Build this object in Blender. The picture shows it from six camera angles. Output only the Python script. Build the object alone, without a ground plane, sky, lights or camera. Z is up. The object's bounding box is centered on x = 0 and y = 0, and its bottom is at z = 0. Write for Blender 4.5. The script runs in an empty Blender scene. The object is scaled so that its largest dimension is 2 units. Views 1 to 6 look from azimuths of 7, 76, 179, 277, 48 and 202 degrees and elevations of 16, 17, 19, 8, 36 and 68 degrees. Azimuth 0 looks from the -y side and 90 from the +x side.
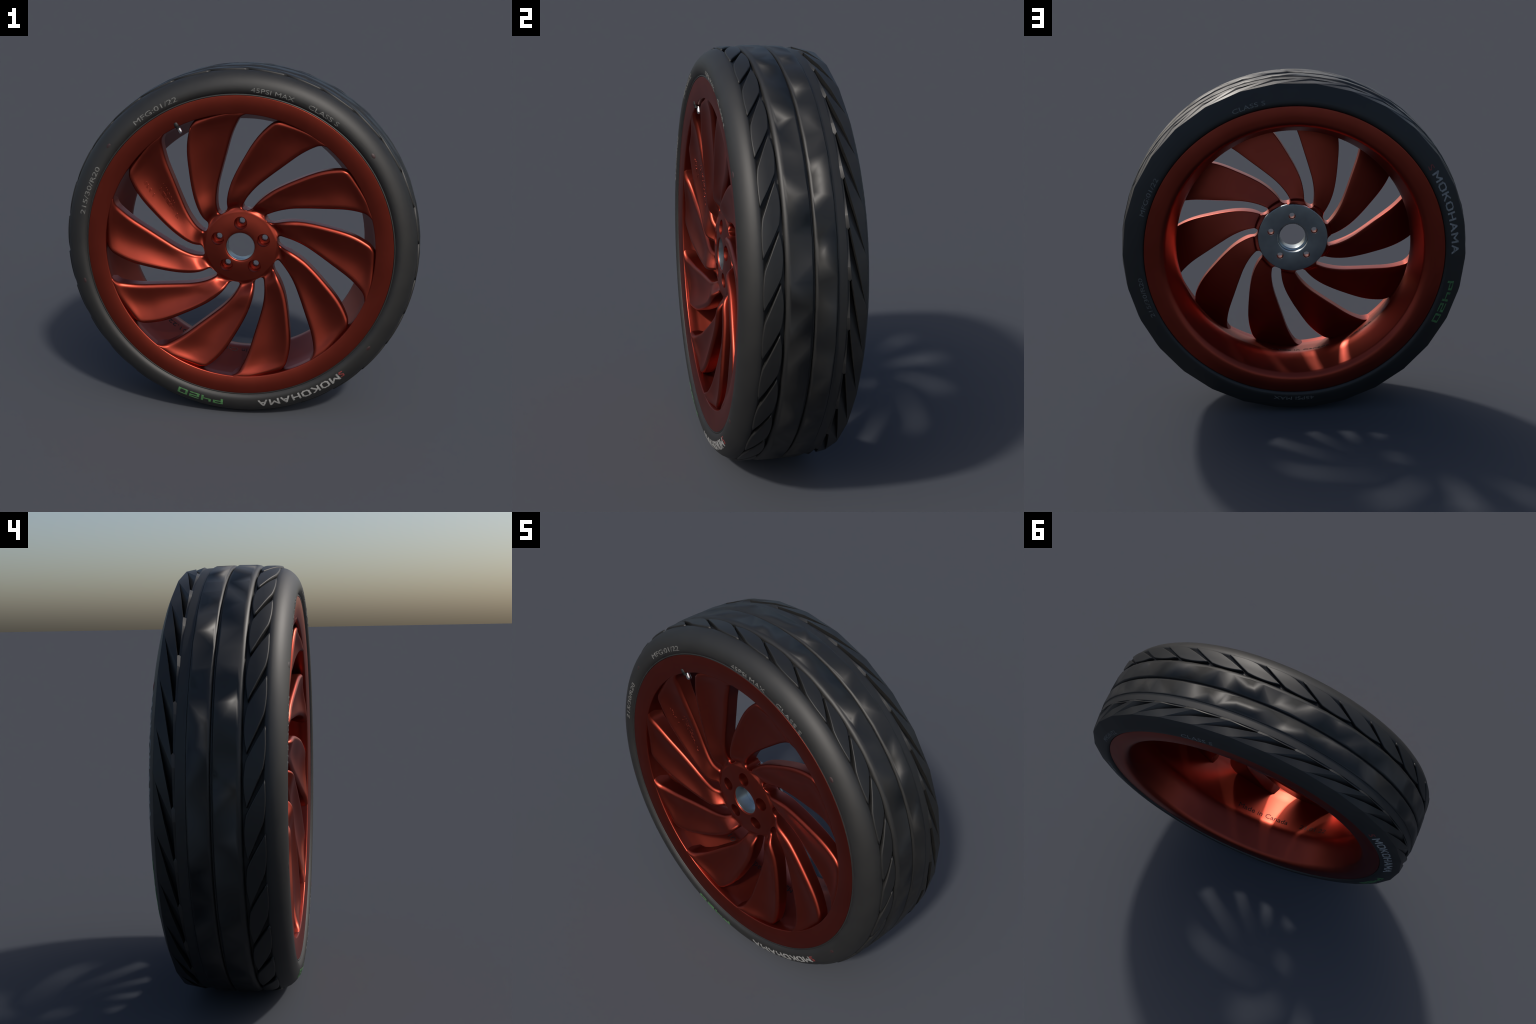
# Alloy wheel with swept turbine spokes and a low-profile tyre.
# Wheel axis runs along y through (0, 0, 1); the outer face looks to -y.
# Angles are degrees, counter-clockwise seen from the outer face, 0 on +x.
import bpy, bmesh, math, random
import numpy as np
from mathutils import Vector

random.seed(7)
rng = np.random.default_rng(7)
AXIS_Z = 1.0
scene = bpy.context.scene
coll = scene.collection


# ------------------------------------------------------------------ helpers
def polar(r, a, y):
    """radius, angle (deg), y -> xyz"""
    t = math.radians(a)
    return (r * math.cos(t), y, AXIS_Z + r * math.sin(t))


def smooth01(a, b, x):
    t = min(1.0, max(0.0, (x - a) / (b - a)))
    return t * t * (3 - 2 * t)


def table(xs, ys):
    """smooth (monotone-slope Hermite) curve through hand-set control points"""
    xs = list(xs); ys = list(ys); n = len(xs)
    d = [(ys[i + 1] - ys[i]) / (xs[i + 1] - xs[i]) for i in range(n - 1)]
    m = [d[0]] + [(d[i - 1] + d[i]) / 2 if d[i - 1] * d[i] > 0 else 0.0 for i in range(1, n - 1)] + [d[-1]]

    def f(x):
        if x <= xs[0]:
            return ys[0] + m[0] * (x - xs[0])
        if x >= xs[-1]:
            return ys[-1] + m[-1] * (x - xs[-1])
        i = max(k for k in range(n - 1) if xs[k] <= x)
        h = xs[i + 1] - xs[i]; t = (x - xs[i]) / h
        return ((2*t**3 - 3*t*t + 1) * ys[i] + (t**3 - 2*t*t + t) * h * m[i]
                + (-2*t**3 + 3*t*t) * ys[i + 1] + (t**3 - t*t) * h * m[i + 1])
    return f


def new_object(name, mesh, parent, material=None):
    ob = bpy.data.objects.new(name, mesh)
    coll.objects.link(ob)
    if parent is not None:
        ob.parent = parent
    if material is not None and not mesh.materials:
        mesh.materials.append(material)
    return ob


def mesh_from(name, verts, faces, smooth=True, sharp=None, weld=None, recalc=True):
    me = bpy.data.meshes.new(name)
    bm = bmesh.new()
    vs = [bm.verts.new(v) for v in verts]
    for f in faces:
        if len(set(f)) >= 3:
            try:
                bm.faces.new([vs[i] for i in f])
            except ValueError:
                pass
    if weld:
        bmesh.ops.remove_doubles(bm, verts=bm.verts, dist=weld)
        bmesh.ops.dissolve_degenerate(bm, edges=bm.edges, dist=weld * 0.5)
    if recalc:
        bmesh.ops.recalc_face_normals(bm, faces=bm.faces)
    for f in bm.faces:
        f.smooth = smooth
    bm.to_mesh(me)
    bm.free()
    if sharp is not None:
        me.set_sharp_from_angle(angle=math.radians(sharp))
    return me


def lathe(name, profile, steps=180, closed=True, sharp=40, start=0.0):
    """revolve a (y, r) profile about the wheel axis"""
    n = len(profile); verts = []; faces = []
    for k in range(steps):
        a = start + 360.0 * k / steps
        verts += [polar(r, a, y) for (y, r) in profile]
    for k in range(steps):
        k2 = (k + 1) % steps
        for i in range(n if closed else n - 1):
            j = (i + 1) % n
            faces.append((k * n + i, k * n + j, k2 * n + j, k2 * n + i))
    return mesh_from(name, verts, faces, sharp=sharp, recalc=True)


def round_profile(pts, rad=0.004, seg=3):
    """round the corners of a closed profile given as (y, r[, radius])"""
    out = []; n = len(pts)
    for i in range(n):
        p = np.array(pts[i][:2]); rr = pts[i][2] if len(pts[i]) > 2 else rad
        a = np.array(pts[i - 1][:2]); b = np.array(pts[(i + 1) % n][:2])
        da = a - p; db = b - p
        la = np.linalg.norm(da); lb = np.linalg.norm(db)
        t = min(rr, la * 0.45, lb * 0.45)
        if t < 1e-5:
            out.append(tuple(p)); continue
        p0 = p + da / la * t; p2 = p + db / lb * t
        for s in range(seg + 1):
            u = s / seg
            out.append(tuple((1-u)**2 * p0 + 2*u*(1-u) * p + u*u * p2))
    return out


# ------------------------------------------------------------------ materials
def node_mat(name):
    m = bpy.data.materials.new(name); m.use_nodes = True
    nt = m.node_tree
    return m, nt, nt.nodes["Principled BSDF"]


def noise_mix(nt, c1, c2, scale, lo=0.35, hi=0.65, detail=4.0, coord="Object"):
    tc = nt.nodes.new("ShaderNodeTexCoord")
    no = nt.nodes.new("ShaderNodeTexNoise")
    no.inputs["Scale"].default_value = scale; no.inputs["Detail"].default_value = detail
    nt.links.new(tc.outputs[coord], no.inputs["Vector"])
    ra = nt.nodes.new("ShaderNodeValToRGB")
    ra.color_ramp.elements[0].position = lo; ra.color_ramp.elements[0].color = (*c1, 1)
    ra.color_ramp.elements[1].position = hi; ra.color_ramp.elements[1].color = (*c2, 1)
    nt.links.new(no.outputs["Fac"], ra.inputs["Fac"])
    return tc, no, ra


def add_bump(nt, bsdf, scale, dist, strength=0.3):
    tc = nt.nodes.new("ShaderNodeTexCoord"); no = nt.nodes.new("ShaderNodeTexNoise")
    no.inputs["Scale"].default_value = scale; no.inputs["Detail"].default_value = 3
    bu = nt.nodes.new("ShaderNodeBump")
    bu.inputs["Strength"].default_value = strength; bu.inputs["Distance"].default_value = dist
    nt.links.new(tc.outputs["Object"], no.inputs["Vector"])
    nt.links.new(no.outputs["Fac"], bu.inputs["Height"])
    nt.links.new(bu.outputs["Normal"], bsdf.inputs["Normal"])


def paint_material():
    m, nt, b = node_mat("red_metallic_paint")
    tc, no, ra = noise_mix(nt, (0.258, 0.040, 0.025), (0.300, 0.047, 0.030), 5.0, 0.3, 0.7)
    nt.links.new(ra.outputs["Color"], b.inputs["Base Color"])
    b.inputs["Metallic"].default_value = 1.0
    b.inputs["Roughness"].default_value = 0.37
    return m


def rubber_material(name, c1, c2, rough):
    m, nt, b = node_mat(name)
    tc, no, ra = noise_mix(nt, c1, c2, 9.0, 0.3, 0.7)
    nt.links.new(ra.outputs["Color"], b.inputs["Base Color"])
    b.inputs["Roughness"].default_value = rough
    b.inputs["Specular IOR Level"].default_value = 0.5
    return m


def plain_material(name, col, rough=0.5, metal=0.0, vary=0.12, scale=30.0):
    m, nt, b = node_mat(name)
    tc, no, ra = noise_mix(nt, tuple(c * (1 - vary) for c in col), tuple(c * (1 + vary) for c in col), scale, 0.3, 0.7)
    nt.links.new(ra.outputs["Color"], b.inputs["Base Color"])
    b.inputs["Roughness"].default_value = rough; b.inputs["Metallic"].default_value = metal
    return m


M_PAINT = paint_material()
M_RUBBER = rubber_material("tyre_rubber", (0.0115, 0.0115, 0.0115), (0.015, 0.015, 0.0145), 0.55)
M_TREAD = rubber_material("tread_rubber", (0.0095, 0.0095, 0.0095), (0.0130, 0.0130, 0.0125), 0.50)
M_STEEL = plain_material("machined_steel", (0.30, 0.34, 0.36), 0.33, 0.95, 0.10, 14.0)
M_CHROME = plain_material("chrome_cap", (0.75, 0.75, 0.76), 0.18, 1.0, 0.03)
M_STEM = plain_material("black_stem_rubber", (0.004, 0.004, 0.004), 0.6)
M_WHITE = plain_material("worn_white_lettering", (0.24, 0.24, 0.235), 0.6, 0, 0.35, 60.0)
M_GREY = plain_material("faded_grey_lettering", (0.115, 0.115, 0.11), 0.6, 0, 0.4, 60.0)
M_GREEN = plain_material("faded_green_lettering", (0.055, 0.16, 0.055), 0.6, 0, 0.35, 60.0)
M_RED = plain_material("faded_red_marking", (0.16, 0.026, 0.024), 0.6, 0, 0.3, 60.0)
M_STAIN = plain_material("faint_red_marking", (0.030, 0.0125, 0.013), 0.55, 0, 0.2, 60.0)
M_ENGRAVE = plain_material("engraved_dark_paint", (0.022, 0.004, 0.003), 0.6, 0.2)

# ------------------------------------------------------------------ root
wheel = bpy.data.objects.new("car_wheel", None)
coll.objects.link(wheel)
wheel["label"] = "red alloy wheel with ten swept spokes and black tyre"
wheel["category"] = "car wheel"

# ================================================================== TYRE
N_PITCH = 30                      # tread pattern repeats every 12 degrees
PITCH = 360.0 / N_PITCH
CORNER_A = 2.0                    # angle of the inner shoulder corners, modulo the pitch

# outer sidewall and shoulder, from bead to tread floor, as (y, r)
FRONT_WALL = [(-0.235, 0.848), (-0.2615, 0.8530), (-0.2640, 0.8550), (-0.2640, 0.8580), (-0.2615, 0.8610), (-0.2655, 0.8650), (-0.2710, 0.8720), (-0.2745, 0.8820),
              (-0.2755, 0.893), (-0.2735, 0.908), (-0.2675, 0.925), (-0.2585, 0.941), (-0.246, 0.956),
              (-0.231, 0.9685), (-0.214, 0.9775), (-0.198, 0.982)]
FLOOR = [(-0.194, 0.9810), (-0.189, 0.9780), (-0.184, 0.9730), (-0.140, 0.9715), (-0.112, 0.9715), (-0.100, 0.975), (0.0, 0.984), (0.104, 0.986)]
BAND = [(0.1085, 0.9925), (0.113, 0.9895), (0.120, 0.9890), (0.142, 0.9882), (0.1490, 0.9872), (0.1500, 0.950), (0.200, 0.946), (0.230, 0.955)]
# inner sidewall, from corner to bead
BACK_WALL = [(0.2365, 0.979), (0.2410, 0.971), (0.2470, 0.958), (0.2560, 0.937), (0.2650, 0.912), (0.2715, 0.890),
             (0.2735, 0.876), (0.2710, 0.866), (0.2640, 0.860), (0.240, 0.852)]


def corner_radius(a, r0):
    """inner shoulder outline is a many-sided polygon, one corner per pitch"""
    d = ((a - CORNER_A) % PITCH) - PITCH / 2
    return r0 * math.cos(math.radians(PITCH / 2)) / math.cos(math.radians(d)) * 1.0005


def build_tyre_body():
    prof = FRONT_WALL + FLOOR + BAND + BACK_WALL
    n = len(prof); steps = 360
    nb = len(FRONT_WALL) + len(FLOOR) + len(BAND)
    verts = []; faces = []
    for k in range(steps):
        a = CORNER_A + 360.0 * k / steps
        for i, (y, r) in enumerate(prof):
            rr = r
            if i >= nb:
                w = [1.0, 0.85, 0.55, 0.25, 0.08][i - nb] if i - nb < 5 else 0.0
                rr = r + w * (corner_radius(a, r) - r)
            verts.append(polar(rr, a, y))
    for k in range(steps):
        k2 = (k + 1) % steps
        for i in range(n - 1):
            faces.append((k * n + i, k2 * n + i, k2 * n + i + 1, k * n + i + 1))
        faces.append((k * n + n - 1, k2 * n + n - 1, k2 * n, k * n))
    return mesh_from("tyre", verts, faces, sharp=50)


tyre = new_object("tyre", build_tyre_body(), wheel, M_RUBBER)


def build_rib(y_profile, seed):
    """one circumferential rib: coarse jittered columns, rounded shoulders"""
    g = np.random.default_rng(seed)
    cols = 72
    verts = []; faces = []; n = len(y_profile)
    mid = n // 2
    for k in range(cols):
        a0 = 360.0 * k / cols
        ja, jb = g.uniform(-1.1, 1.1, 2)
        ha, hb = g.uniform(-0.0011, 0.0005, 2)
        ya, yb = g.uniform(-0.004, 0.004, 2)
        for i, (y, r) in enumerate(y_profile):
            front = i < mid
            inner = i in (mid - 1, mid)
            a = a0 + (ja if front else jb) * (1.0 if inner else 0.5)
            rr = r + (ha if front else hb) * (1.0 if not inner else 0.35)
            yy = y + ((ya if front else yb) if inner else 0.0)
            verts.append(polar(rr, a, yy))
    for k in range(cols):
        k2 = (k + 1) % cols
        for i in range(n - 1):
            q = (k * n + i, k2 * n + i, k2 * n + i + 1, k * n + i + 1)
            if i == mid - 1:
                if g.random() < 0.5:
                    faces += [(q[2], q[1], q[0]), (q[3], q[2], q[0])]
                else:
                    faces += [(q[3], q[1], q[0]), (q[3], q[2], q[1])]
            else:
                faces.append(q[::-1])
        faces.append((k * n, k2 * n, k2 * n + n - 1, k * n + n - 1))
    me = mesh_from("tread_rib", verts, faces, recalc=False)
    # normals tilted at random to draw light and dark reflection patches on the rib
    leans = []
    for k in range(cols):
        for i, (y, r) in enumerate(y_profile):
            p = Vector(verts[k * n + i]); out = Vector((p.x, 0, p.z - AXIS_Z)).normalized()
            dy0 = y_profile[min(i + 1, n - 1)][0] - y_profile[max(i - 1, 0)][0]
            dr0 = y_profile[min(i + 1, n - 1)][1] - y_profile[max(i - 1, 0)][1]
            tilt = math.atan2(-dr0, dy0)
            along = 0.0
            if i in (mid - 1, mid):
                tilt = (-1 if i == mid - 1 else 1) * math.radians(float(g.choice([-6, 0, 8, 34, 50])))
                along = math.radians(float(g.uniform(-20, 20)))
            tang = Vector((-out.z, 0, out.x))
            nv = out * math.cos(tilt) + Vector((0, 1, 0)) * math.sin(tilt) + tang * math.sin(along)
            leans.append(nv.normalized())
    me.normals_split_custom_set_from_vertices([tuple(v) for v in leans])
    return me


RIB_A = [(-0.109, 0.980), (-0.1065, 0.987), (-0.101, 0.9935), (-0.093, 0.9975), (-0.083, 0.9995),
         (-0.001, 1.0000), (0.0030, 0.9980), (0.0060, 0.9925), (0.0075, 0.986), (0.008, 0.980)]
RIB_B = [(0.0125, 0.980), (0.0130, 0.986), (0.0155, 0.9925), (0.0205, 0.9970), (0.0270, 0.9990),
         (0.1000, 0.9980), (0.1050, 0.9965), (0.1075, 0.9930), (0.1080, 0.987), (0.1085, 0.980)]
new_object("tread_rib", build_rib(RIB_A, 3), tyre, M_TREAD)
new_object("tread_rib", build_rib(RIB_B, 5), tyre, M_TREAD)


# ---- leaf-shaped blocks on the outer shoulder
def leaf_outline():
    """closed outline in (angle, y): A top tip, B left, C bottom tip, D right"""
    A, B, C, D = (45.9, -0.1255), (37.0, -0.1900), (27.5, -0.1955), (35.5, -0.1210)

    def bez(p, c, q, n):
        return [((1-t)**2*p[0] + 2*t*(1-t)*c[0] + t*t*q[0], (1-t)**2*p[1] + 2*t*(1-t)*c[1] + t*t*q[1])
                for t in [i / n for i in range(n)]]
    pts = []
    pts += bez(A, (42.6, -0.152), B, 6)            # upper diagonal edge
    pts += bez(B, (33.0, -0.2045), C, 7)           # shoulder edge, bulging outwards
    pts += bez(C, (31.6, -0.152), D, 6)            # lower diagonal edge
    pts += bez(D, (41.2, -0.1030), A, 8)           # groove edge, bulging to the rib
    return pts


def leaf_radius(y):
    return 0.9938 - 0.9 * max(0.0, -0.165 - y) ** 1.6


def build_leaf_block():
    out = leaf_outline(); n = len(out)
    cx = sum(p[0] for p in out) / n; cy = sum(p[1] for p in out) / n
    # work in metres on the unrolled surface for even insets
    U = [((p[0] - cx) * math.pi / 180 * 0.99, p[1] - cy) for p in out]

    def inset(d):
        res = []
        for i in range(n):
            p = np.array(U[i]); a = np.array(U[i - 1]); b = np.array(U[(i + 1) % n])
            e1 = (p - a) / np.linalg.norm(p - a); e2 = (b - p) / np.linalg.norm(b - p)
            n1 = np.array([-e1[1], e1[0]]); n2 = np.array([-e2[1], e2[0]])
            nn = n1 + n2; nn /= np.linalg.norm(nn)
            q = p + nn * d / max(0.55, float(nn @ n1))
            res.append(q)
        return res
    area = sum(U[i - 1][0] * U[i][1] - U[i][0] * U[i - 1][1] for i in range(n))
    sgn = 1.0 if area > 0 else -1.0
    levels = [(-0.0014, -0.026), (0.0008, -0.0055), (0.0016, -0.0026), (0.0032, -0.0007), (0.0055, 0.0)]
    verts = []; faces = []
    for d, dr in levels:
        for q in inset(sgn * d):
            a = cx + math.degrees(q[0] / 0.99); y = cy + q[1]
            verts.append(polar(leaf_radius(y) + dr, a, y))
    L = len(levels)
    for l in range(L - 1):
        for i in range(n):
            j = (i + 1) % n
            faces.append((l*n + i, l*n + j, (l+1)*n + j, (l+1)*n + i))
    # crown: rows of quads from one long side to the other
    top = (L - 1) * n
    ring = inset(sgn * 0.0055)
    mids = []
    for f in (0.35, 0.7):
        base = len(verts)
        for q in ring:
            q = np.array(q) * (1 - f)
            a = cx + math.degrees(q[0] / 0.99); y = cy + q[1]
            verts.append(polar(leaf_radius(y), a, y))
        for i in range(n):
            j = (i + 1) % n
            faces.append((top + i, top + j, base + j, base + i))
        top = base
    verts.append(polar(leaf_radius(cy), cx, cy)); c = len(verts) - 1
    for i in range(n):
        faces.append((top + i, top + (i + 1) % n, c))
    faces.append(tuple(range(n - 1, -1, -1)))
    me = mesh_from("leaf_tread_block", verts, faces)
    nrm = []
    for i, v in enumerate(me.vertices):
        out = Vector((v.co.x, 0, v.co.z - AXIS_Z)).normalized()
        lean = max(0.0, -0.150 - v.co.y) * 4.0
        crown = (out + Vector((0, -lean, 0))).normalized()
        nrm.append(tuple(crown if i >= (L - 1) * n else (v.normal * 0.6 + crown * 0.4).normalized() if i >= (L - 2) * n else v.normal))
    me.normals_split_custom_set_from_vertices(nrm)
    return me


def spin(ob, angle):
    """turn a copy about the wheel axis (world y through z = 1)"""
    t = math.radians(angle)
    ob.rotation_euler = (0, -t, 0)
    # rotation about origin followed by shift so that (0,0,1) stays put
    ob.location = (math.sin(t) * AXIS_Z, 0, AXIS_Z - math.cos(t) * AXIS_Z)


def repeat(first, count, step):
    first_parent = first.parent
    for k in range(1, count):
        ob = first.copy()
        coll.objects.link(ob)
        ob.parent = first_parent
        spin(ob, k * step)


leaf = new_object("leaf_tread_block", build_leaf_block(), tyre, M_TREAD)
repeat(leaf, N_PITCH, PITCH)


# ---- wedge blocks with a sunken pocket on the inner shoulder
def build_wedge_block():
    P = PITCH
    c0, c1 = CORNER_A, CORNER_A + P
    pts = {
        "V0": (c0, 0.2360, 0.9795), "V1": (c1, 0.2360, 0.9795),
        "T0": (4.0, 0.2270, 0.9815), "T1": (4.0 + P, 0.2270, 0.9815),
        "X0": (13.0, 0.1595, 0.9928), "X1": (13.0 + P, 0.1595, 0.9928),
        "M1": (13.0, 0.1890, 0.9735), "Ed1": (21.9, 0.1592, 0.9690),
        "M": (13.0, 0.1935, 0.9610), "MT": (13.0, 0.1945, 0.9870),
        "E": (22.2, 0.1635, 0.9930), "Ed": (22.2, 0.1610, 0.9560), "F": (22.2, 0.1495, 0.9865),
        "G": (21.6, 0.1580, 0.9835), "XB": (13.0, 0.1490, 0.9872), "X1B": (13.0 + P, 0.1490, 0.9872),
    }
    names = list(pts); idx = {k: i for i, k in enumerate(names)}
    verts = [polar(r, a, y) for (a, y, r) in pts.values()]
    # polygons of the wedge's upper facets, the pocket floor and the pocket walls
    polys = [("V0", "T0", "MT", "V1"), ("V1", "MT", "T1"), ("T1", "MT", "E", "X1"),
             ("E", "F", "X1B", "X1"), ("X0", "XB", "F", "G"),
             ("T0", "X0", "M1"), ("X0", "G", "Ed1"), ("X0", "Ed1", "M1"), ("T0", "M1", "M"), ("M1", "Ed1", "Ed", "M"),
             ("T0", "M", "MT"), ("MT", "M", "Ed", "E"), ("E", "Ed", "Ed1", "G", "F")]
    faces = [tuple(idx[k] for k in p) for p in polys]
    me = bpy.data.meshes.new("wedge_tread_block")
    bm = bmesh.new()
    vs = [bm.verts.new(v) for v in verts]
    fs = []
    for f in faces:
        try:
            fs.append(bm.faces.new([vs[i] for i in f]))
        except ValueError:
            pass
    for f in fs:
        # all faces look outwards: away from the axis, or into the pocket
        c = f.calc_center_median()
    # split the big facets so they follow the round of the tyre
    bmesh.ops.triangulate(bm, faces=bm.faces)
    bmesh.ops.recalc_face_normals(bm, faces=bm.faces)
    up = sum(f.normal.dot(Vector((f.calc_center_median().x, 0, f.calc_center_median().z - AXIS_Z)).normalized()) * f.calc_area() for f in bm.faces)
    if up < 0:
        bmesh.ops.reverse_faces(bm, faces=bm.faces)
    for f in bm.faces:
        f.smooth = True
    # give the block a body: pull its rim down into the carcass
    border = [e for e in bm.edges if e.is_boundary]
    ret = bmesh.ops.extrude_edge_only(bm, edges=border)
    for v in [g for g in ret["geom"] if isinstance(g, bmesh.types.BMVert)]:
        d = Vector((v.co.x, 0, v.co.z - AXIS_Z)); r = d.length
        k = 0.944 / r
        v.co.x *= k; v.co.z = AXIS_Z + (v.co.z - AXIS_Z) * k
    bm.normal_update()
    bm.to_mesh(me); bm.free()
    me.set_sharp_from_angle(angle=math.radians(45))
    return me


wedge = new_object("wedge_tread_block", build_wedge_block(), tyre, M_TREAD)
repeat(wedge, N_PITCH, PITCH)


# ---- lettering moulded on the sidewalls
def profile_walker(pts):
    """(y, r) polyline -> function of arc length giving position and outward normal"""
    P = [np.array(p) for p in pts]
    L = [0.0]
    for i in range(1, len(P)):
        L.append(L[-1] + np.linalg.norm(P[i] - P[i - 1]))

    def at(s):
        s = min(max(s, 0.0), L[-1] - 1e-6)
        i = max(k for k in range(len(P) - 1) if L[k] <= s)
        t = (s - L[i]) / (L[i + 1] - L[i])
        d = (P[i + 1] - P[i]) / np.linalg.norm(P[i + 1] - P[i])
        return P[i] * (1 - t) + P[i + 1] * t, d

    def find_r(r):
        for k in range(len(P) - 1):
            if (P[k][1] - r) * (P[k + 1][1] - r) <= 0 and P[k][1] != P[k + 1][1]:
                t = (r - P[k][1]) / (P[k + 1][1] - P[k][1])
                return L[k] + t * (L[k + 1] - L[k])
        return 0.0
    return at, find_r


FRONT_AT, FRONT_R = profile_walker(FRONT_WALL[4:])
BACK_AT, BACK_R = profile_walker(list(reversed(BACK_WALL[:-2])))


def text_mesh(body, size, weight=0.0, depth=0.0012):
    cu = bpy.data.curves.new("lettering", "FONT")
    cu.body = body; cu.size = size; cu.extrude = depth; cu.offset = weight * 0.5
    cu.resolution_u = 3; cu.align_x = "LEFT"
    ob = bpy.data.objects.new("lettering", cu); coll.objects.link(ob)
    dg = bpy.context.evaluated_depsgraph_get()
    me = bpy.data.meshes.new_from_object(ob.evaluated_get(dg))
    bpy.data.objects.remove(ob); bpy.data.curves.remove(cu)
    bm = bmesh.new(); bm.from_mesh(me)
    bmesh.ops.triangulate(bm, faces=bm.faces)
    long_edges = [e for e in bm.edges if e.calc_length() > 0.012]
    bmesh.ops.subdivide_edges(bm, edges=long_edges, cuts=2)
    bmesh.ops.triangulate(bm, faces=bm.faces)
    bm.to_mesh(me); bm.free()
    return me


def box_o(w=0.62, c=0.0):
    return [(c, 0), (w - c, 0), (w, c), (w, 1 - c), (w - c, 1), (c, 1), (0, 1 - c), (0, c), (c, 0)] if c else [(0, 0), (0, 1), (w, 1), (w, 0), (0, 0)]


PEN_GLYPHS = {       # flat-pen strokes; (width, list of poly-lines), cap height 1
    "P": (0.62, [[(0, 0), (0, 1), (0.62, 1), (0.62, 0.45), (0, 0.45)]]),
    "4": (0.62, [[(0, 1), (0, 0.45), (0.62, 0.45)], [(0.62, 1), (0.62, 0)]]),
    "2": (0.62, [[(0, 1), (0.62, 1), (0.62, 0.52), (0, 0.52), (0, 0), (0.62, 0)]]),
    "0": (0.62, [box_o()]),
    "M": (0.80, [[(0, 0), (0, 1), (0.40, 0.35), (0.80, 1), (0.80, 0)]]),
    "O": (0.70, [box_o(0.70, 0.18)]),
    "K": (0.62, [[(0, 0), (0, 1)], [(0.02, 0.42), (0.60, 1)], [(0.20, 0.58), (0.62, 0)]]),
    "H": (0.66, [[(0, 0), (0, 1)], [(0.66, 0), (0.66, 1)], [(0, 0.5), (0.66, 0.5)]]),
    "A": (0.74, [[(0, 0), (0.37, 1), (0.74, 0)], [(0.14, 0.34), (0.60, 0.34)]]),
    "S": (0.60, [[(0, 0.06), (0.50, 0), (0.60, 0.28), (0.06, 0.66), (0.12, 1), (0.60, 0.95)]]),
}


def stroke_mesh(body, pen=0.18, gap=0.36):
    """lettering drawn with a flat pen; every stroke sits a hair above the one before"""
    bm = bmesh.new(); x_off = 0.0
    for ch in body:
        width, lines = PEN_GLYPHS[ch]; level = 0
        for line in lines:
            for (xa, ya), (xb, yb) in zip(line, line[1:]):
                d = Vector((xb - xa, yb - ya)); l = d.length; d /= l
                nn = Vector((-d.y, d.x)) * pen / 2
                p0 = Vector((xa + x_off, ya)) - d * pen * 0.45; p1 = Vector((xb + x_off, yb)) + d * pen * 0.45
                zt = 0.01 + 0.0001 * level; level += 1
                cuts = 5
                for c in range(cuts):
                    q0 = p0.lerp(p1, c / cuts); q1 = p0.lerp(p1, (c + 1) / cuts)
                    q = [q0 - nn, q1 - nn, q1 + nn, q0 + nn]
                    top = [bm.verts.new((v.x, v.y, zt)) for v in q]
                    bot = [bm.verts.new((v.x, v.y, -0.01 - 0.0001 * level)) for v in q]
                    bm.faces.new(top); bm.faces.new(bot[::-1])
                    for i in range(4):
                        j = (i + 1) % 4
                        if (i == 1 and c < cuts - 1) or (i == 3 and c > 0):
                            continue
                        bm.faces.new((bot[i], bot[j], top[j], top[i]))
        x_off += width + gap
    me = bpy.data.meshes.new("lettering"); bm.to_mesh(me); bm.free()
    return me


def wrap_text(name, body, a_start, a_end, r_mid, height, side, material, weight=0.0, squared=False):
    """letters run clockwise seen from their own side, tops away from the hub"""
    me = stroke_mesh(body) if squared else text_mesh(body, 1.0, weight)
    xs = [v.co.x for v in me.vertices]; ys = [v.co.y for v in me.vertices]
    x0, x1, y0, y1 = min(xs), max(xs), min(ys), max(ys)
    at, find = (FRONT_AT, FRONT_R) if side == "front" else (BACK_AT, BACK_R)
    s0 = find(r_mid) - height / 2
    zmax = max(v.co.z for v in me.vertices)
    for v in me.vertices:
        fx = (v.co.x - x0) / (x1 - x0); fy = (v.co.y - y0) / (y1 - y0)
        a = a_start + (a_end - a_start) * fx
        (y, r), d = at(s0 + fy * height)
        nrm = np.array([-d[1], d[0]]) if side == "front" else np.array([d[1], -d[0]])   # (y, r) normal
        lift = 0.0009 + max(0.0, v.co.z - 0.01) * 1.5 if v.co.z > 0 else -0.0008 + min(0.0, v.co.z + 0.01) * 1.5
        v.co = polar(r + nrm[1] * lift, a, y + nrm[0] * lift)
    bm = bmesh.new(); bm.from_mesh(me)
    bmesh.ops.recalc_face_normals(bm, faces=bm.faces)
    bm.to_mesh(me); bm.free()
    new_object(name, me, tyre, material)


W = 0.0
wrap_text("maker_lettering", "MOKOHAMA", -50.6, -82.4, 0.916, 0.047, "front", M_WHITE, squared=True)
wrap_text("maker_emblem", "S", -48.6, -50.4, 0.913, 0.038, "front", M_RED, squared=True)
wrap_text("pattern_lettering", "P420", -95.3, -112.3, 0.916, 0.040, "front", M_GREEN, squared=True)
wrap_text("size_lettering", "215/30/R20", 168.6, 150.3, 0.894, 0.026, "front", M_GREY, W)
wrap_text("date_lettering", "MFG:01/22", 129.6, 112.0, 0.892, 0.026, "front", M_GREY, W)
wrap_text("pressure_lettering", "45PSI MAX", 85.8, 70.6, 0.886, 0.024, "front", M_GREY, W)
wrap_text("class_lettering", "CLASS S", 65.2, 53.3, 0.886, 0.024, "front", M_GREY, W)
wrap_text("maker_lettering", "MOKOHAMA", 149.8, 181.6, 0.913, 0.047, "back", M_WHITE, squared=True)
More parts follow.
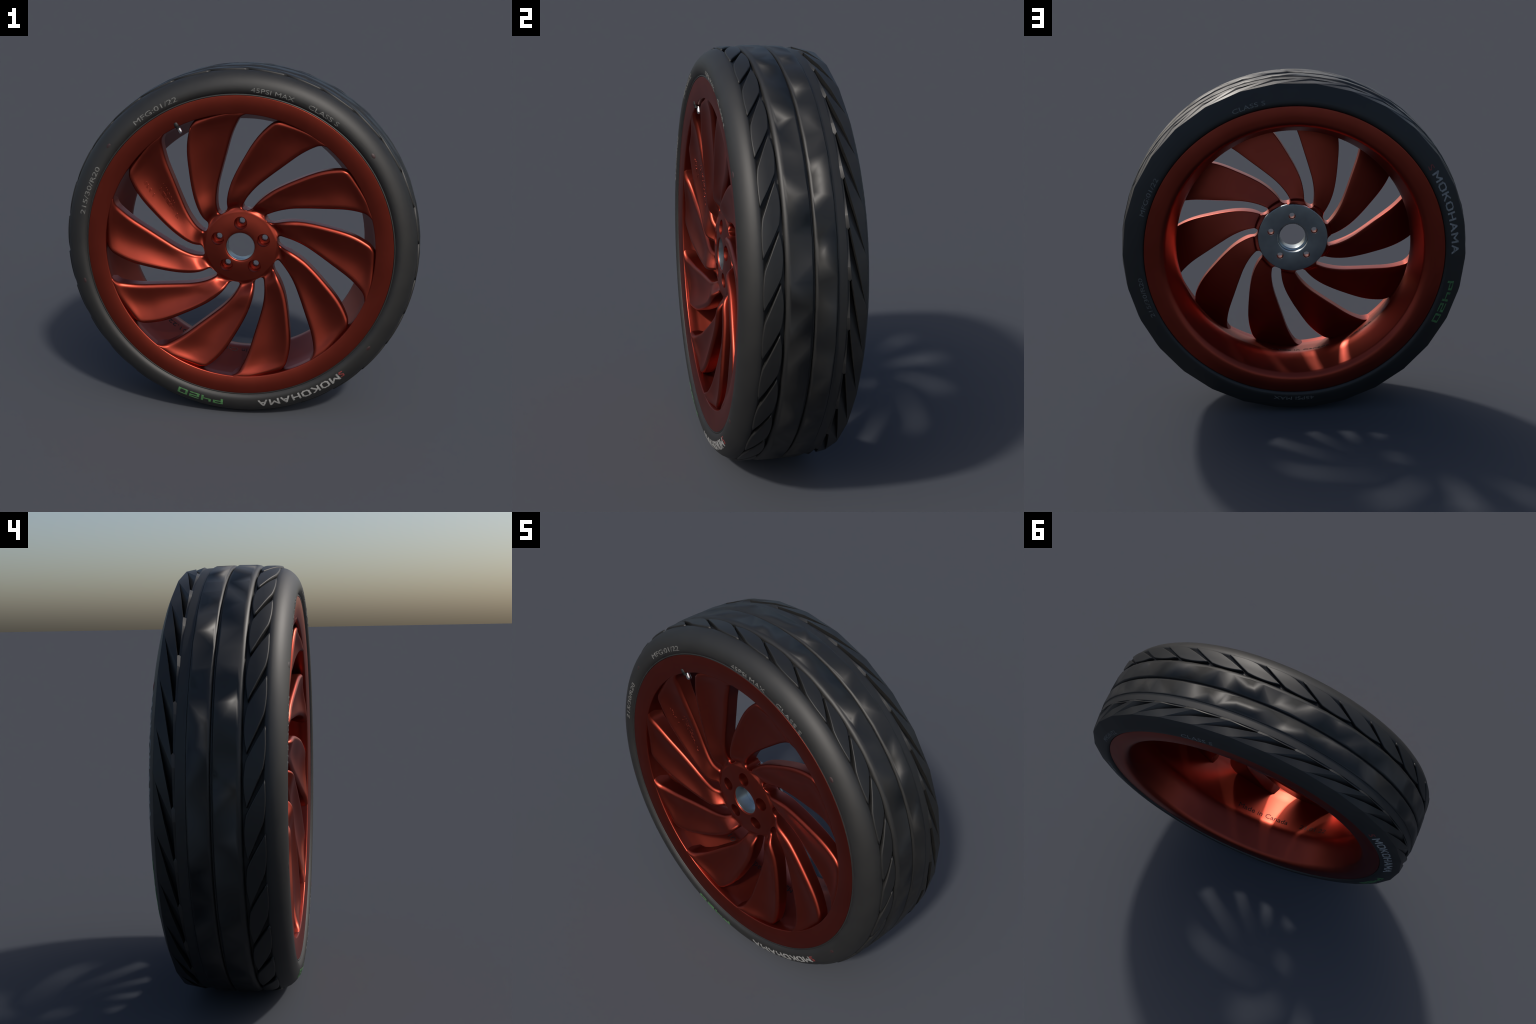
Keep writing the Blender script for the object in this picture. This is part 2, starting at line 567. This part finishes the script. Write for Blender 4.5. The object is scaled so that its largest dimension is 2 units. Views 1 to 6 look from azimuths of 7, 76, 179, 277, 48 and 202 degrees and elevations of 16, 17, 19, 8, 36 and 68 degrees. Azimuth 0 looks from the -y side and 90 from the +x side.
wrap_text("maker_emblem", "S", 146.6, 148.6, 0.910, 0.034, "back", M_RED, squared=True)
wrap_text("pattern_lettering", "P420", 192.0, 209.0, 0.914, 0.040, "back", M_GREEN, squared=True)
wrap_text("pressure_lettering", "45PSI MAX", 264.4, 279.8, 0.899, 0.024, "back", M_GREY, W)
wrap_text("size_lettering", "215/30/R20", 338.0, 354.0, 0.894, 0.026, "back", M_GREY, W)
wrap_text("date_lettering", "MFG:01/22", 18.0, 33.0, 0.893, 0.026, "back", M_GREY, W)
wrap_text("class_lettering", "CLASS S", 69.4, 81.3, 0.893, 0.024, "back", M_GREY, W)


def sidewall_spot(a_mid, r_mid, da, dr):
    """small faint oval mark on the outer sidewall"""
    n = 16; verts = []; faces = []
    s_mid = FRONT_R(r_mid)
    for lift, grow in ((-0.0006, 1.0), (0.0002, 0.92)):
        for i in range(n):
            t = 2 * math.pi * i / n
            (y, r), d = FRONT_AT(s_mid + dr * grow * math.sin(t))
            verts.append(polar(r + d[0] * lift, a_mid + da * grow * math.cos(t), y - d[1] * lift))
    (y, r), d = FRONT_AT(s_mid); verts.append(polar(r + d[0] * 0.0002, a_mid, y - d[1] * 0.0002))
    for i in range(n):
        j = (i + 1) % n
        faces += [(i, j, n + j, n + i), (n + i, n + j, 2 * n)]
    faces.append(tuple(range(n)))
    new_object("sidewall_mark", mesh_from("sidewall_mark", verts, faces), tyre, M_STAIN)


for a_mid, r_mid in ((141.8, 0.911), (37.6, 0.907), (-166.5, 0.903), (-35.7, 0.908)):
    sidewall_spot(a_mid, r_mid, 1.0, 0.010)

# ================================================================== RIM
RIM_PROFILE = round_profile([
    (-0.236, 0.8515, 0.003), (-0.2625, 0.8525, 0.0018), (-0.2610, 0.800, 0.02), (-0.2530, 0.7530, 0.006),
    (-0.205, 0.7540, 0.010), (-0.150, 0.7450, 0.03), (0.020, 0.698, 0.03), (0.070, 0.6845, 0.035),
    (0.120, 0.694, 0.03), (0.246, 0.7415, 0.012), (0.2660, 0.765, 0.02), (0.2690, 0.800, 0.03),
    (0.2650, 0.8590, 0.006), (0.240, 0.8600, 0.002), (0.225, 0.820, 0.01), (0.070, 0.715, 0.03), (-0.210, 0.815, 0.01)], seg=4)
rim = new_object("rim", lathe("rim", RIM_PROFILE, steps=256, sharp=55), wheel, M_PAINT)

# ------------------------------------------------------------------ spokes
N_SPOKE = 10
SECT = 360.0 / N_SPOKE
EDGE_R = table([0.19, 0.22, 0.27, 0.32, 0.37, 0.42, 0.47, 0.52, 0.57, 0.62, 0.67, 0.72, 0.78],
               [92.5, 89.3, 84.3, 79.1, 74.2, 69.7, 66.1, 63.2, 60.9, 58.9, 56.8, 54.5, 51.5])
EDGE_L = table([0.19, 0.22, 0.27, 0.32, 0.37, 0.42, 0.47, 0.52, 0.57, 0.62, 0.67, 0.72, 0.78],
               [112.0, 110.2, 106.4, 102.3, 98.1, 94.0, 90.4, 87.3, 84.7, 82.2, 79.5, 76.5, 72.8])
FRONT_Y_R = table([0.175, 0.19, 0.20, 0.21, 0.225, 0.25, 0.27, 0.32, 0.37, 0.47, 0.57, 0.67, 0.72, 0.742, 0.753, 0.765, 0.78],
                  [-0.1750, -0.1735, -0.1722, -0.1708, -0.1690, -0.1730, -0.1770, -0.1835, -0.1885, -0.200, -0.214, -0.230, -0.2430, -0.2522, -0.2547, -0.2537, -0.2500])
FRONT_Y_L = table([0.175, 0.19, 0.20, 0.21, 0.225, 0.25, 0.27, 0.32, 0.37, 0.47, 0.57, 0.67, 0.72, 0.750, 0.78],
                  [-0.1750, -0.1735, -0.1722, -0.1710, -0.1755, -0.1985, -0.2090, -0.2185, -0.2225, -0.2305, -0.2365, -0.241, -0.243, -0.244, -0.244])
DISH = table([0.19, 0.200, 0.210, 0.222, 0.235, 0.250, 0.270, 0.290, 0.32, 0.36, 0.45, 0.60, 0.70, 0.740, 0.78],
             [0.0, 0.0003, 0.0045, 0.0095, 0.0085, 0.0020, -0.0040, -0.0035, 0.001, 0.008, 0.017, 0.018, 0.014, 0.004, 0.0])
R_SLOT = 0.2105                    # radius where the slots between the spokes begin
R_END = 0.775                      # spokes run on into the rim lip


def slot_edges(r):
    """right and left edge angle of spoke 0 at radius r"""
    th_r, th_l = EDGE_R(r), EDGE_L(r)
    c = (th_r + th_l - SECT) / 2; h = (th_r - (th_l - SECT)) / 2
    x = min(1.0, max(0.0, (r - R_SLOT) / 0.030))
    f = (1 - (1 - x) ** 2.4) ** (1 / 2.0)
    th_r, th_l = c + h * f, c - h * f + SECT
    # fillet that carries the right edge into the lip, rounded corner on the left
    d = min(max(r - 0.718, 0.0), 0.0355); th_r -= math.degrees((0.036 - math.sqrt(0.036**2 - d*d)) / r)
    d = min(max(r - 0.714, 0.0), 0.049); th_l -= math.degrees((0.050 - math.sqrt(0.050**2 - d*d)) / r)
    return th_r, th_l, f


def back_y(r, s):
    base = -0.100 - 0.128 * (r - 0.22)
    base += -0.013 * s
    return base + 0.012 * (1 - smooth01(0.228, 0.238, r))


def front_y(r, s):
    """s = -1 right edge .. +1 left edge"""
    u = (s + 1) / 2
    y = FRONT_Y_R(r) * (1 - u) + FRONT_Y_L(r) * u
    y += DISH(r) * (0.25 + 0.25 * math.cos(math.pi * s) + 0.5 * (1 - abs(s) ** 2.4))
    y += 14.0 * min(max(r - 0.722, 0.0), 0.045) ** 2 * smooth01(-0.40, 0.65, s)
    return y


NF = 19          # points across the front face
NA = 7           # points round each front edge
NBK = 7          # points across the back face


def spoke_ring(r):
    th_r, th_l, f = slot_edges(r)
    mid = (th_r + th_l) / 2; half = math.radians(th_l - th_r) / 2 * r
    grow = min(1.0, f * 1.05) if r > R_SLOT else 0.0
    edge = 0.017 * grow                       # depth of the rolled edge
    edge_t = min(0.024, 0.34 * half) * grow   # its width across the face
    edge_s = edge_t / half
    eb = 0.006 * f if r > R_SLOT else 0.0
    pts = []

    def put(t, y):
        pts.append(polar(r, mid + math.degrees(t / r), y))
    sl = 1 - edge_s
    for i in range(NF):                                   # front, right to left
        s = -sl + 2 * sl * i / (NF - 1)
        put(s * half, front_y(r, s))
    for side in (1, -1):
        seq = []
        y0 = front_y(r, side * sl)
        for i in range(1, NA + 1):                        # rounded front edge
            ph = math.pi / 2 * i / NA
            seq.append((side * (half - edge_t + edge_t * math.sin(ph)), y0 + edge * (1 - math.cos(ph))))
        yb = back_y(r, side)
        ym = y0 + edge
        for q in (0.33, 0.66):
            seq.append((side * half, ym + (yb - eb - ym) * q))
        for i in range(0, 4):                             # rounded back edge
            ph = math.pi / 2 * i / 3
            seq.append((side * (half - eb + eb * math.cos(ph)), yb - eb + eb * math.sin(ph)))
        if side == 1:
            for t, y in seq:
                put(t, y)
            for i in range(1, NBK):                       # back, left to right
                s = 1 - 2 * i / NBK
                put(s * (half - eb), back_y(r, s))
        else:
            for t, y in reversed(seq):
                put(t, y)
    return pts


def build_spokes():
    rows = [0.190, 0.194, 0.198, 0.201, 0.204, 0.207, R_SLOT]
    rows += [R_SLOT + 0.030 * (1 - math.cos(math.radians(p))) for p in (8, 16, 24, 32, 41, 50, 60, 70, 80, 90)]
    r = rows[-1]
    while r < 0.685:
        r += 0.0145; rows.append(r)
    while r < R_END:
        r += 0.0055; rows.append(r)
    rings = [spoke_ring(r) for r in rows]
    n = len(rings[0])
    wall = set(range(NF - 1, NF + NA + 2 + 4 - 1)) | set(range(n - (NA + 2 + 4), n))
    verts = []; faces = []; owner = []
    for k in range(N_SPOKE):
        base = len(verts)
        ca, sa = math.cos(math.radians(SECT * k)), math.sin(math.radians(SECT * k))
        for ring in rings:
            for (x, y, z) in ring:
                zz = z - AXIS_Z
                verts.append((x * ca - zz * sa, y, AXIS_Z + x * sa + zz * ca))
        for a in range(len(rows) - 1):
            for i in range(n):
                if rows[a + 1] <= R_SLOT + 1e-9 and i in wall:
                    continue
                j = (i + 1) % n
                faces.append((base + a*n + i, base + (a+1)*n + i, base + (a+1)*n + j, base + a*n + j))
                owner.append(k)
    # weld the ring of spokes into one smooth surface, then split it again spoke by spoke
    V = np.array(verts)
    key = np.round(V / 2e-5).astype(np.int64)
    _, first, inv = np.unique(key, axis=0, return_index=True, return_inverse=True)
    inv = inv.reshape(-1)
    W_ = V[first]
    clean = []; who = []
    for f, k in zip(faces, owner):
        g = []
        for i in f:
            v = int(inv[i])
            if v not in g:
                g.append(v)
        if len(g) >= 3:
            clean.append(g); who.append(k)
    N = np.zeros_like(W_)
    for g in clean:
        p = W_[g]
        if len(g) == 4:
            nn = np.cross(p[2] - p[0], p[3] - p[1])
        else:
            nn = np.cross(p[1] - p[0], p[2] - p[0])
        l = np.linalg.norm(nn)
        if l > 1e-14:
            for v in g:
                N[v] += nn / l * (l ** 0.5)
    N /= np.maximum(np.linalg.norm(N, axis=1, keepdims=True), 1e-12)
    # outward check on the front face of the first spoke
    test = N[int(inv[10 * n + NF // 2])]
    if test[1] > 0:
        N = -N; clean = [list(reversed(g)) for g in clean]
    for k in range(N_SPOKE):
        fs = [g for g, w in zip(clean, who) if w == k]
        ids = sorted({v for g in fs for v in g}); pos = {v: i for i, v in enumerate(ids)}
        me = bpy.data.meshes.new("spoke")
        me.from_pydata([tuple(W_[v]) for v in ids], [], [[pos[v] for v in g] for g in fs])
        for p in me.polygons:
            p.use_smooth = True
        me.normals_split_custom_set_from_vertices([tuple(N[v]) for v in ids])
        me.update()
        new_object("spoke", me, rim, M_PAINT)


build_spokes()


# ------------------------------------------------------------------ hub with bolt holes
def boolean_cut(ob, cutters):
    for c in cutters:
        md = ob.modifiers.new("cut", "BOOLEAN"); md.operation = "DIFFERENCE"; md.solver = "EXACT"; md.object = c
    dg = bpy.context.evaluated_depsgraph_get()
    me = bpy.data.meshes.new_from_object(ob.evaluated_get(dg))
    ob.modifiers.clear()
    old = ob.data; ob.data = me
    bpy.data.meshes.remove(old)
    for c in cutters:
        bpy.data.objects.remove(c)
    return me


def turned_cutter(profile, a, r, steps=40):
    """solid of revolution about an axis parallel to y at polar place (r, a); profile (y, radius)"""
    cx, _, cz = polar(r, a, 0)
    verts = []; faces = []; n = len(profile)
    for k in range(steps):
        t = 2 * math.pi * (k + 0.37) / steps
        for (y, q) in profile:
            verts.append((cx + q * math.cos(t), y, cz + q * math.sin(t)))
    for k in range(steps):
        k2 = (k + 1) % steps
        for i in range(n - 1):
            faces.append((k*n + i, k*n + i + 1, k2*n + i + 1, k2*n + i))
    faces.append(tuple(k * n for k in range(steps))); faces.append(tuple(k * n + n - 1 for k in reversed(range(steps))))
    me = mesh_from("cutter", verts, faces)
    return new_object("cutter", me, None)


BOLT_A = [90 + 72 * k for k in range(5)]
BOLT_R = 0.1365
hub_profile = [(-0.108, 0.094), (-0.108, 0.0795), (-0.170, 0.0795), (-0.1775, 0.0805), (-0.1805, 0.0835), (-0.1815, 0.088), (-0.1820, 0.100), (-0.1810, 0.130),
               (-0.1777, 0.160), (-0.1756, 0.175), (-0.1735, 0.190), (-0.115, 0.190), (-0.115, 0.206), (-0.0842, 0.2070), (-0.0842, 0.094)]
hub = new_object("hub", lathe("hub", hub_profile, steps=160, sharp=35), rim, M_PAINT)
cuts = [turned_cutter([(-0.20, 0.0405), (-0.1805, 0.0375), (-0.1745, 0.0358), (-0.165, 0.0352), (-0.122, 0.0345), (-0.120, 0.0325), (-0.1195, 0.0185), (-0.117, 0.0168), (-0.05, 0.0168)], a, BOLT_R) for a in BOLT_A]
boolean_cut(hub, cuts)
for p in hub.data.polygons:
    p.use_smooth = True
hub.data.set_sharp_from_angle(angle=math.radians(38))

plate_profile = round_profile([(-0.174, 0.083, 0.001), (-0.174, 0.0772, 0.001), (-0.102, 0.0772, 0.004), (-0.098, 0.0900, 0.002),
                               (-0.0700, 0.0915, 0.004), (-0.0690, 0.2095, 0.004), (-0.0832, 0.2108, 0.002), (-0.0835, 0.0932, 0.0), (-0.107, 0.0932, 0.0), (-0.1075, 0.083, 0.0)], seg=3)
plate = new_object("hub_plate", lathe("hub_plate", plate_profile, steps=160, sharp=35), rim, M_STEEL)
cuts = [turned_cutter([(-0.12, 0.0205), (-0.0705, 0.0205), (-0.060, 0.023)], a, BOLT_R) for a in BOLT_A]
boolean_cut(plate, cuts)
for p in plate.data.polygons:
    p.use_smooth = True
plate.data.set_sharp_from_angle(angle=math.radians(35))


# ------------------------------------------------------------------ valve
def turned_pin(name, profile, a, y, steps=24):
    """solid of revolution about a radial axis at angle a; profile of (radius from hub, pin radius)"""
    t = math.radians(a)
    e_r = Vector((math.cos(t), 0, math.sin(t))); e_t = Vector((-math.sin(t), 0, math.cos(t))); e_y = Vector((0, 1, 0))
    verts = []; faces = []; n = len(profile)
    for k in range(steps):
        p = 2 * math.pi * k / steps
        for (r, q) in profile:
            verts.append(tuple(Vector((0, y, AXIS_Z)) + e_r * r + e_t * (q * math.cos(p)) + e_y * (q * math.sin(p))))
    for k in range(steps):
        k2 = (k + 1) % steps
        for i in range(n - 1):
            faces.append((k*n + i, k*n + i + 1, k2*n + i + 1, k2*n + i))
    faces.append(tuple(k * n for k in range(steps))); faces.append(tuple(k * n + n - 1 for k in reversed(range(steps))))
    return mesh_from(name, verts, faces, sharp=45)


VALVE_A, VALVE_Y = 116.6, -0.2330
stem = new_object("valve_stem", turned_pin("valve_stem", [(0.779, 0.0120), (0.776, 0.0140), (0.762, 0.0148), (0.757, 0.0135), (0.752, 0.0105), (0.742, 0.0095)], VALVE_A, VALVE_Y - 0.0135), wheel, M_STEM)
new_object("valve_cap", turned_pin("valve_cap", [(0.7500, 0.0110), (0.7490, 0.0125), (0.7250, 0.0130), (0.7180, 0.0120), (0.7135, 0.0090), (0.7120, 0.0045)], VALVE_A, VALVE_Y), stem, M_CHROME)


# ------------------------------------------------------------------ cast writing inside the barrel and on one spoke
def barrel_radius(y):
    best = 10
    for i in range(len(RIM_PROFILE) - 1):
        (y0, r0), (y1, r1) = RIM_PROFILE[i], RIM_PROFILE[i + 1]
        if min(y0, y1) <= y <= max(y0, y1) and abs(y1 - y0) > 1e-9:
            best = min(best, r0 + (r1 - r0) * (y - y0) / (y1 - y0))
    return best


def barrel_text(body, a_start, a_end, y_base, height):
    me = text_mesh(body, 1.0, 0.0)
    xs = [v.co.x for v in me.vertices]; ys = [v.co.y for v in me.vertices]
    x0, x1, y0, y1 = min(xs), max(xs), min(ys), max(ys)
    for v in me.vertices:
        a = a_start + (a_end - a_start) * (v.co.x - x0) / (x1 - x0)
        y = y_base - height * (v.co.y - y0) / (y1 - y0)
        r = barrel_radius(y) - (0.0012 if v.co.z > 0 else -0.001)
        v.co = polar(r, a, y)
    bm = bmesh.new(); bm.from_mesh(me); bmesh.ops.recalc_face_normals(bm, faces=bm.faces); bm.to_mesh(me); bm.free()
    new_object("barrel_lettering", me, rim, M_ENGRAVE)


barrel_text("Made in Canada", -77.5, -106.5, 0.034, 0.034)
barrel_text("21.01.22", -114.0, -131.0, 0.034, 0.030)


def cast_marks():
    """rows of small raised letter-like strokes on one spoke face, too fine to read"""
    g = random.Random(11)
    bm = bmesh.new()
    turn = SECT * 2
    for s_row, r0, r1 in ((-0.10, 0.385, 0.560), (-0.34, 0.425, 0.560), (0.36, 0.560, 0.640)):
        r = r0
        while r < r1:
            step = g.uniform(0.0110, 0.0150)
            if g.random() < 0.86:
                for bar in range(g.choice((1, 2, 2))):
                    ra = r + bar * 0.0052; w = g.uniform(0.0024, 0.0034)
                    lo = g.choice((-0.009, -0.009, 0.0)); hi = g.choice((0.009, 0.009, 0.001))
                    ring = []
                    for (rr, t) in ((ra, lo), (ra + w, lo), (ra + w, hi), (ra, hi)):
                        th_r, th_l, _ = slot_edges(rr)
                        half = math.radians(th_l - th_r) / 2 * rr
                        sv = s_row + t / half
                        a = (th_r + th_l) / 2 + math.degrees(sv * half / rr) + turn
                        ring.append((rr, a, front_y(rr, sv)))
                    top = [bm.verts.new(polar(q[0], q[1], q[2] - 0.0009)) for q in ring]
                    mr = sum(q[0] for q in ring) / 4; ma = sum(q[1] for q in ring) / 4
                    bot = [bm.verts.new(polar(mr + (q[0] - mr) * 2.4, ma + (q[1] - ma) * 1.35, q[2] + 0.0012)) for q in ring]
                    bm.faces.new(top)
                    for i in range(4):
                        j = (i + 1) % 4
                        bm.faces.new((bot[i], bot[j], top[j], top[i]))
            r += step
    bmesh.ops.recalc_face_normals(bm, faces=bm.faces)
    me = bpy.data.meshes.new("cast_marks"); bm.to_mesh(me); bm.free()
    ob = new_object("cast_marks", me, rim, M_PAINT)
    ob["kind"] = "stuff"


cast_marks()
